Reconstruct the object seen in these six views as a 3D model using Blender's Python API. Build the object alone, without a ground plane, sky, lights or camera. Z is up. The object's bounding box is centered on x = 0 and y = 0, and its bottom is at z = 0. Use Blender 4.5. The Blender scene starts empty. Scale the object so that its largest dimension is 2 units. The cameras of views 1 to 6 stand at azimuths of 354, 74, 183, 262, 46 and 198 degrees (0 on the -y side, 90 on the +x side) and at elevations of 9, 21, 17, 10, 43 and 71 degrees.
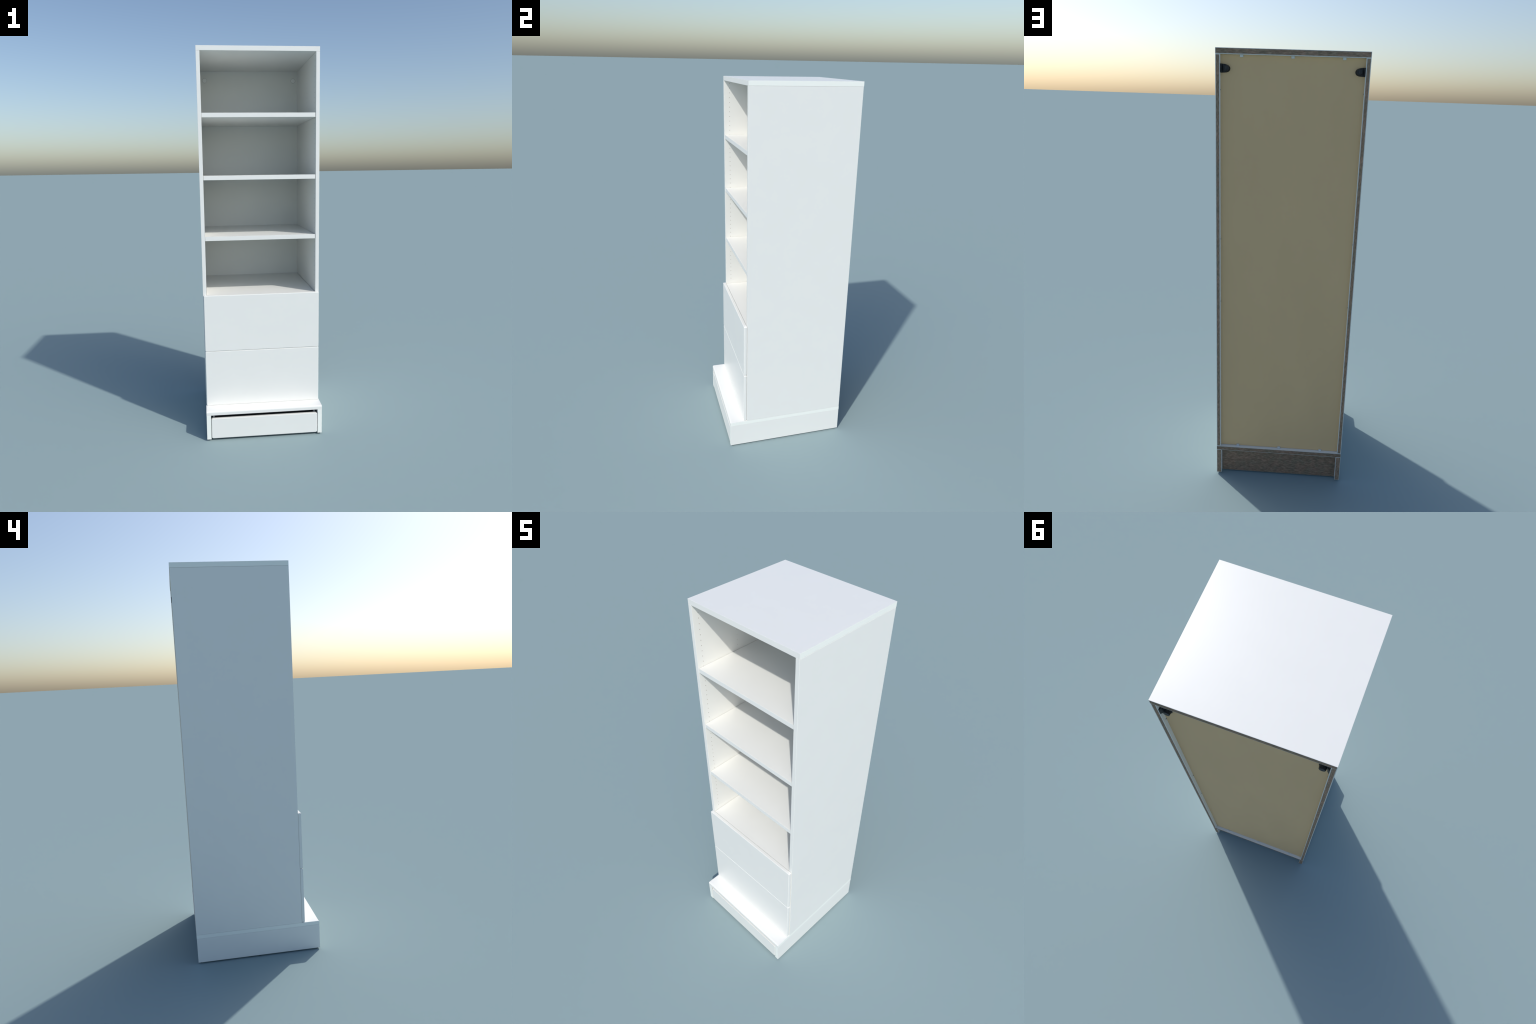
"""White tall bookcase: open shelves above two drawers, standing on a stepped plinth
with a toe-kick drawer.  All boards are real, edge-banded, bare chipboard at the back."""
import bpy, bmesh, math
from mathutils import Vector

# ------------------------------------------------------------------ dimensions (metres)
HALF_W = 0.3062                    # outer half width
SIDE_T, TOP_T, SHELF_T = 0.0187, 0.0231, 0.0219
INNER = HALF_W - SIDE_T            # inner half width of the carcass
Y_FRONT, Y_SIDE_BACK, Y_TOP_BACK = -0.2337, 0.3276, 0.3288
Y_PANEL_IN, Y_PANEL_OUT = 0.3055, 0.3108   # thin back panel
Z_TOP, Z_PLINTH, Z_LEG = 2.0, 0.1590, 0.0050
PLINTH_TOP_T, PLINTH_SIDE_T, Y_PLINTH_FRONT = 0.0206, 0.0230, -0.3286
SHELF_TOPS = (1.6833, 1.3752, 1.0665)
FLOOR_TOP = 0.7590
DRAWERS = ((0.4600, 0.7612), (0.1584, 0.4596))
HOLE_PITCH, HOLE_TOP = 0.02542, 1.9622

# ------------------------------------------------------------------ materials
def new_mat(name, rough=0.4, spec=0.5):
    m = bpy.data.materials.new(name); m.use_nodes = True
    b = m.node_tree.nodes["Principled BSDF"]
    b.inputs["Roughness"].default_value = rough
    b.inputs["Specular IOR Level"].default_value = spec
    return m, m.node_tree, b

def noise_mix(nt, bsdf, c1, c2, scale, stretch=(1, 1, 1), detail=4.0, lo=0.35, hi=0.65, bump=0.0, dist=0.001):
    N, L = nt.nodes, nt.links
    tc = N.new("ShaderNodeTexCoord"); mp = N.new("ShaderNodeMapping")
    mp.inputs["Scale"].default_value = stretch
    nz = N.new("ShaderNodeTexNoise"); nz.inputs["Scale"].default_value = scale; nz.inputs["Detail"].default_value = detail
    rp = N.new("ShaderNodeValToRGB")
    rp.color_ramp.elements[0].position, rp.color_ramp.elements[1].position = lo, hi
    rp.color_ramp.elements[0].color = (*c1, 1); rp.color_ramp.elements[1].color = (*c2, 1)
    L.new(tc.outputs["Object"], mp.inputs["Vector"]); L.new(mp.outputs["Vector"], nz.inputs["Vector"])
    L.new(nz.outputs["Fac"], rp.inputs["Fac"]); L.new(rp.outputs["Color"], bsdf.inputs["Base Color"])
    if bump:
        bp = N.new("ShaderNodeBump"); bp.inputs["Strength"].default_value = bump; bp.inputs["Distance"].default_value = dist
        L.new(nz.outputs["Fac"], bp.inputs["Height"]); L.new(bp.outputs["Normal"], bsdf.inputs["Normal"])
    return nz, rp

def white_mat(name, c, rough, spec):
    m, nt, b = new_mat(name, rough, spec)
    noise_mix(nt, b, tuple(v * 0.992 for v in c), c, 9.0, detail=2.0)
    return m

WHITE = white_mat("white_foil", (0.855, 0.862, 0.830), 0.35, 0.54)
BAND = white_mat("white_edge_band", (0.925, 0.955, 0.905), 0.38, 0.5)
LACQUER = white_mat("white_drawer_front", (0.855, 0.862, 0.830), 0.35, 0.54)
RIM = white_mat("worn_foil_rim", (0.58, 0.59, 0.56), 0.5, 0.4)
CLIP = white_mat("grey_clip_plastic", (0.64, 0.66, 0.65), 0.5, 0.4)
PLASTIC_W = white_mat("white_plastic", (0.96, 0.97, 0.94), 0.42, 0.5)
PANEL_W = white_mat("white_hardboard", (0.865, 0.875, 0.830), 0.5, 0.35)

HARDBOARD, nt, b = new_mat("brown_hardboard", 0.75, 0.25)
noise_mix(nt, b, (0.675, 0.472, 0.260), (0.705, 0.495, 0.272), 6.0, stretch=(1, 1, 0.35), detail=5.0, lo=0.3, hi=0.7)

def chipboard_mat(name, stretch, gain=1.0):
    m, nt, b = new_mat(name, 0.9, 0.15)
    N, L = nt.nodes, nt.links
    nz, rp = noise_mix(nt, b, tuple(v * gain for v in (0.168, 0.121, 0.085)), tuple(v * gain for v in (0.372, 0.270, 0.198)), 260.0, stretch=stretch, detail=6.0, lo=0.30, hi=0.74, bump=0.2)
    mid = rp.color_ramp.elements.new(0.52); mid.color = (0.255 * gain, 0.184 * gain, 0.134 * gain, 1)
    # broad warm and cool patches of the chips
    tc = N.new("ShaderNodeTexCoord"); big = N.new("ShaderNodeTexNoise"); big.inputs["Scale"].default_value = 32.0
    ramp = N.new("ShaderNodeValToRGB")
    ramp.color_ramp.elements[0].position, ramp.color_ramp.elements[1].position = 0.35, 0.65
    ramp.color_ramp.elements[0].color = (0.90, 0.97, 0.95, 1); ramp.color_ramp.elements[1].color = (1.09, 1.01, 0.99, 1)
    mx = N.new("ShaderNodeMix"); mx.data_type = "RGBA"; mx.blend_type = "MULTIPLY"; mx.inputs["Factor"].default_value = 1.0
    L.new(tc.outputs["Object"], big.inputs["Vector"]); L.new(big.outputs["Fac"], ramp.inputs["Fac"])
    L.new(rp.outputs["Color"], mx.inputs["A"]); L.new(ramp.outputs["Color"], mx.inputs["B"])
    L.new(mx.outputs["Result"], b.inputs["Base Color"])
    return m
CHIP_H = chipboard_mat("chipboard_lying", (0.25, 1, 1))
CHIP_V = chipboard_mat("chipboard_upright", (1, 1, 0.25), 1.2)
CHIP_T = chipboard_mat("chipboard_top_edge", (0.25, 1, 1), 1.12)

BLACK, nt, b = new_mat("black_plastic", 0.5, 0.4)
noise_mix(nt, b, (0.008, 0.009, 0.010), (0.022, 0.024, 0.026), 120.0, detail=3.0)
DARK, nt, b = new_mat("dark_grey", 0.7, 0.2)  # dark grey, set to the look of the gap above the toe drawer
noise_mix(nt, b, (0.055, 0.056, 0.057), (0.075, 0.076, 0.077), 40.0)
STEEL, nt, b = new_mat("grey_steel", 0.45, 0.5)
noise_mix(nt, b, (0.16, 0.17, 0.18), (0.21, 0.22, 0.23), 60.0)

# ------------------------------------------------------------------ building helpers
def link(me, name, parent, mats, smooth=True):
    ob = bpy.data.objects.new(name, me); bpy.context.scene.collection.objects.link(ob)
    for m in mats: me.materials.append(m)
    ob.parent = parent
    return ob

def finish(bm, name, angle=35):
    bmesh.ops.recalc_face_normals(bm, faces=bm.faces)
    me = bpy.data.meshes.new(name); bm.to_mesh(me); bm.free()
    shade_flat_faces_true(me, angle)
    return me

def shade_flat_faces_true(me, angle):
    """Large flat faces keep their own normal; the narrow roundings blend between them."""
    for p in me.polygons: p.use_smooth = True
    lead = [None] * len(me.vertices)
    for p in me.polygons:
        for v in p.vertices:
            if lead[v] is None or p.area > lead[v].area: lead[v] = p
    limit = math.cos(math.radians(angle)); nrm = []
    for p in me.polygons:
        flat = max(abs(c) for c in p.normal) > 0.9999
        for v in p.vertices:
            n = lead[v].normal
            nrm.append(tuple(p.normal if flat or n.dot(p.normal) < limit else n))
    me.normals_split_custom_set(nrm)

def board_bm(x, y, z, bevel=0.0008, segs=2, edge_filter=None):
    bm = bmesh.new(); bmesh.ops.create_cube(bm, size=1.0)
    for v in bm.verts:
        v.co = Vector((x[0] if v.co.x < 0 else x[1], y[0] if v.co.y < 0 else y[1], z[0] if v.co.z < 0 else z[1]))
    es = [e for e in bm.edges if edge_filter is None or edge_filter((e.verts[0].co + e.verts[1].co) / 2)]
    if bevel and es:
        bmesh.ops.bevel(bm, geom=es, offset=bevel, segments=segs, profile=0.5, affect="EDGES")
    return bm

def big_face(bm, axis, sign):
    return max((f for f in bm.faces if f.normal[axis] * sign > 0.99), key=lambda f: f.calc_area())

def board(name, parent, x, y, z, mats=None, bevel=0.0008, segs=2, core=None, bands=(), rim=0.0013, edge_filter=None):
    """A foil-wrapped board. core = chipboard material shown bare on the back edge,
    inside a thin rim of foil; bands = (axis, sign) faces that carry edge banding."""
    bm = board_bm(x, y, z, bevel, segs, edge_filter); bm.normal_update()
    for ax, sg in bands: big_face(bm, ax, sg).material_index = 1
    if core:
        f = big_face(bm, 1, 1)
        for g in bmesh.ops.inset_region(bm, faces=[f], thickness=rim, use_even_offset=True)["faces"]: g.material_index = 3
        f.material_index = 2
    return link(finish(bm, name), name, parent, mats or [WHITE, BAND, core or CHIP_H, RIM])

def rounded_front(name, parent, x, y, z, corner, edge, mat):
    """Drawer front: rounded corners in the front view, softened front edge."""
    bm = board_bm(x, y, z, 0)
    es = [e for e in bm.edges if abs((e.verts[0].co - e.verts[1].co).y) > 1e-6]
    bmesh.ops.bevel(bm, geom=es, offset=corner, segments=4, profile=0.5, affect="EDGES")
    es = [e for e in bm.edges if all(abs(v.co.y - y[0]) < 1e-6 for v in e.verts)]
    bmesh.ops.bevel(bm, geom=es, offset=edge, segments=3, profile=0.5, affect="EDGES")
    es = [e for e in bm.edges if all(abs(v.co.y - y[1]) < 1e-6 for v in e.verts)]
    bmesh.ops.bevel(bm, geom=es, offset=0.0008, segments=1, profile=0.5, affect="EDGES")
    return link(finish(bm, name, 50), name, parent, [mat])

def prism(outline, y0, y1, shrink=1.0, bevel=0.0):
    """Extrude an (x, z) outline along y; shrink scales the far end about its centre."""
    bm = bmesh.new(); n = len(outline)
    cx = sum(p[0] for p in outline) / n; cz = sum(p[1] for p in outline) / n
    a = [bm.verts.new((px, y0, pz)) for px, pz in outline]
    c = [bm.verts.new((cx + (px - cx) * shrink, y1, cz + (pz - cz) * shrink)) for px, pz in outline]
    bm.faces.new(a); far = bm.faces.new(c[::-1])
    for i in range(n): bm.faces.new((a[i], c[i], c[(i + 1) % n], a[(i + 1) % n]))
    if bevel: bmesh.ops.bevel(bm, geom=list(far.edges), offset=bevel, segments=2, profile=0.5, affect="EDGES")
    return bm

def disc(cx, cz, r, n=24, flat=1.0):
    return [(cx + r * math.cos(2 * math.pi * i / n), cz + flat * r * math.sin(2 * math.pi * i / n)) for i in range(n)]

def empty(name, parent=None):
    e = bpy.data.objects.new(name, None); bpy.context.scene.collection.objects.link(e)
    e.empty_display_size = 0.1; e.parent = parent
    return e

# ------------------------------------------------------------------ the bookcase
root = empty("bookcase")
root["label"] = "tall narrow white bookcase with open shelves, two drawers and stepped plinth"
root["category"] = "bookcase"

# --- top panel
board("top_panel", root, (-HALF_W, HALF_W), (Y_FRONT, Y_TOP_BACK), (Z_TOP - TOP_T, Z_TOP), core=CHIP_T, bands=((0, 1), (0, -1)))

# --- side panels with two rows of drilled shelf-pin holes on the inside
def drill(ob, sign):
    bm = bmesh.new()
    for i in range(int((HOLE_TOP - 0.775) / HOLE_PITCH) + 1):
        z = HOLE_TOP - i * HOLE_PITCH
        for y, r in ((-0.2033, 0.0016), (0.0005, 0.0010)):
            ring = [(y + r * math.cos(a), z + r * math.sin(a)) for a in [math.pi * k / 4 for k in range(8)]]
            a = [bm.verts.new((sign * (INNER - 0.004), py, pz)) for py, pz in ring]
            c = [bm.verts.new((sign * (INNER + 0.0028), py, pz)) for py, pz in ring]
            bm.faces.new(a); bm.faces.new(c[::-1])
            for k in range(8): bm.faces.new((a[k], c[k], c[(k + 1) % 8], a[(k + 1) % 8]))
    cutter = link(finish(bm, "drill_bits"), "drill_bits", None, [WHITE, BAND, CHIP_V])
    for p in cutter.data.polygons: p.material_index = 2
    md = ob.modifiers.new("holes", "BOOLEAN"); md.operation = "DIFFERENCE"; md.solver = "EXACT"; md.object = cutter
    dg = bpy.context.evaluated_depsgraph_get()
    me = bpy.data.meshes.new_from_object(ob.evaluated_get(dg))
    ob.modifiers.clear(); old = ob.data; ob.data = me; me.name = "side_panel"
    if me.attributes.get("custom_normal"): me.attributes.remove(me.attributes["custom_normal"])
    for p in me.polygons: p.use_smooth = False
    bpy.data.meshes.remove(old); cm = cutter.data
    bpy.data.objects.remove(cutter); bpy.data.meshes.remove(cm)

for s in (1, -1):
    xs = sorted((s * INNER, s * HALF_W))
    ob = board("side_panel", root, xs, (Y_FRONT, Y_SIDE_BACK), (Z_PLINTH, Z_TOP - TOP_T - 0.0004), core=CHIP_V, rim=0.0022)
    drill(ob, s)

# --- back panel: white inside, bare brown hardboard outside
bm = board_bm((-INNER, INNER), (Y_PANEL_IN, Y_PANEL_OUT), (Z_PLINTH + 0.0005, Z_TOP - TOP_T - 0.0005), 0)
bm.normal_update()
for f in bm.faces: f.material_index = 1 if f.normal.y > 0.9 else 0
link(finish(bm, "back_panel"), "back_panel", root, [PANEL_W, HARDBOARD])

# --- shelves: three loose ones, one fixed above the drawers
def shelf(zt, y0):
    return board("shelf", root, (-INNER + 0.0010, INNER - 0.0018), (y0, Y_PANEL_IN - 0.0008), (zt - SHELF_T, zt), bevel=0.0010)
for zt in SHELF_TOPS: shelf(zt, Y_FRONT + 0.0018)
shelf(FLOOR_TOP, Y_FRONT + 0.0005)

# --- two push-open drawers
for z0, z1 in DRAWERS:
    d = rounded_front("drawer", root, (-0.3035, 0.3035), (-0.2512, -0.2350), (z0, z1), 0.0058, 0.0030, LACQUER)
    board("drawer_box", d, (-INNER + 0.016, INNER - 0.016), (-0.2345, 0.285), (z0 + 0.02, z1 - 0.045), bevel=0.001)

# --- clips that hold the back panel, at its top and foot
for x in (0.2030, -0.0005, -0.2033):
    for z0, z1 in ((Z_TOP - TOP_T - 0.0095, Z_TOP - TOP_T + 0.0005), (Z_PLINTH - 0.0005, Z_PLINTH + 0.0075)):
        zo, zi = (z1, z0) if z0 > 1 else (z0, z1)       # zo on the board, zi at the free end
        w = 0.0074
        out = [(x - w, zo), (x + w, zo), (x + w, zi), (x + 0.5 * w, zi + (zo - zi) * -0.08), (x - w, zi)]
        bm = prism(out, Y_PANEL_OUT - 0.0005, Y_PANEL_OUT + 0.0065, shrink=0.86, bevel=0.0008)
        link(finish(bm, "panel_clip"), "panel_clip", root, [CLIP])

# --- small nails that pin the panel to the sides
for s in (1, -1):
    for z in (1.842, 1.2185, 0.925):
        board("panel_nail", root, sorted((s * (INNER + 0.001), s * (INNER - 0.0012))), (Y_PANEL_OUT - 0.0005, Y_PANEL_OUT + 0.0045),
              (z - 0.0022, z + 0.0022), mats=[STEEL, STEEL, STEEL], bevel=0.0005)

# --- wall brackets on the back, with cover caps on the inside
for s in (1, -1):
    zc = 1.9242
    plate = [(0.2868, 1.9415), (0.2700, 1.9400), (0.2615, 1.9378), (0.2540, 1.9345), (0.2492, 1.9285), (0.2478, 1.9235),
             (0.2495, 1.9170), (0.2540, 1.9118), (0.2620, 1.9086), (0.2720, 1.9075), (0.2868, 1.9068)]
    bm = prism([(s * x, z) for x, z in plate], Y_PANEL_OUT - 0.0004, 0.3140, bevel=0.0010)
    br = link(finish(bm, "wall_bracket"), "wall_bracket", root, [BLACK])
    # wedge hook against the side panel
    bm = bmesh.new(); prof = [(0.2870, 0.3130), (0.2775, 0.3130), (0.2800, 0.3205), (0.2870, 0.3270)]
    lo = [bm.verts.new((s * x, y, 1.9085)) for x, y in prof]; hi = [bm.verts.new((s * x, y, 1.9405)) for x, y in prof]
    bm.faces.new(lo); bm.faces.new(hi[::-1])
    for k in range(4): bm.faces.new((lo[k], hi[k], hi[(k + 1) % 4], lo[(k + 1) % 4]))
    link(finish(bm, "bracket_hook"), "bracket_hook", br, [BLACK])
    # adjusting knob: slightly tapered, with a slot across
    bm = prism(disc(s * 0.2632, zc, 0.0136, 8), 0.3135, 0.3268, shrink=0.86, bevel=0.0007)
    kn = link(finish(bm, "adjusting_knob"), "adjusting_knob", br, [BLACK])
    bm = prism([(s * 0.2632 - 0.0012, zc - 0.006), (s * 0.2632 + 0.0012, zc - 0.006), (s * 0.2632 + 0.0012, zc + 0.006), (s * 0.2632 - 0.0012, zc + 0.006)], 0.3262, 0.3273, bevel=0.0003)
    link(finish(bm, "knob_slot"), "knob_slot", br, [DARK])
    bm = prism(disc(s * 0.2627, zc + 0.0003, 0.0128, 28), Y_PANEL_IN + 0.0005, Y_PANEL_IN - 0.0024, shrink=0.93, bevel=0.0006)
    cap = link(finish(bm, "cover_cap"), "cover_cap", root, [PLASTIC_W])
    bm = prism(disc(s * 0.2627, zc + 0.0003, 0.0140, 28), Y_PANEL_IN + 0.0005, Y_PANEL_IN - 0.0004)  # thin grey disc modelled for the shadow line around the cap
    link(finish(bm, "cap_shadow_ring"), "cap_shadow_ring", cap, [RIM])

# --- plinth: stepped-out base with a toe-kick drawer
pl = empty("plinth", root)
zu = Z_PLINTH - PLINTH_TOP_T
r = 0.0075
bm = board_bm((-HALF_W, HALF_W), (Y_PLINTH_FRONT, Y_SIDE_BACK + 0.0005), (zu, Z_PLINTH - 0.0003), r, 5,
              edge_filter=lambda c: c.y < Y_PLINTH_FRONT + 0.001 and c.z > Z_PLINTH - 0.001)
bm.normal_update()
for sg in (1, -1): big_face(bm, 0, sg).material_index = 1
f = big_face(bm, 1, 1)
for g in bmesh.ops.inset_region(bm, faces=[f], thickness=0.0011, use_even_offset=True)["faces"]: g.material_index = 3
f.material_index = 2
link(finish(bm, "plinth_top", 60), "plinth_top", pl, [WHITE, BAND, CHIP_H, RIM])
for s in (1, -1):
    xs = sorted((s * (HALF_W - PLINTH_SIDE_T), s * HALF_W))
    board("plinth_side", pl, xs, (Y_PLINTH_FRONT, Y_SIDE_BACK), (Z_LEG, zu - 0.0004), core=CHIP_V, bands=((1, -1),), rim=0.0007)
    for y in (-0.3155, 0.0, 0.3130):
        bm = prism(disc(s * (HALF_W - 0.0115), 0.0, 0.0082, 20), -0.0003, 0.0056, shrink=1.0)
        for v in bm.verts:       # turn the little glide upright, narrower at the floor
            px, h, q = v.co; k = 0.72 if h < 0.001 else 1.0
            v.co = Vector((s * (HALF_W - 0.0115) + (px - s * (HALF_W - 0.0115)) * k, y + q * k, max(h, 0.0)))
        link(finish(bm, "foot"), "foot", pl, [BLACK])
IN = HALF_W - PLINTH_SIDE_T
board("plinth_back_rail", pl, (-IN + 0.0003, IN - 0.0003), (0.2850, 0.3050), (Z_LEG + 0.0007, zu - 0.0003),
      mats=[WHITE, BAND, CHIP_H, CHIP_H], core=CHIP_H, bevel=0.0004, rim=0.0006)

td = rounded_front("toe_drawer", pl, (-0.2812, 0.2812), (-0.3279, -0.3120), (0.0090, 0.1192), 0.0080, 0.0026, LACQUER)
for xs in ((-0.2730, -0.2640), (0.2640, 0.2730)):
    board("drawer_runner", td, xs, (-0.3095, 0.27), (0.030, 0.1290), mats=[STEEL, STEEL, STEEL], bevel=0.001)
board("drawer_box", td, (-0.2630, 0.2630), (-0.3096, 0.27), (0.018, 0.1120), mats=[DARK, DARK, DARK], bevel=0.001)
board("dark_plinth_board", pl, (-IN + 0.0008, IN - 0.0008), (-0.3100, 0.2840), (zu - 0.0040, zu - 0.0006), mats=[DARK, DARK, DARK], bevel=0.0004)
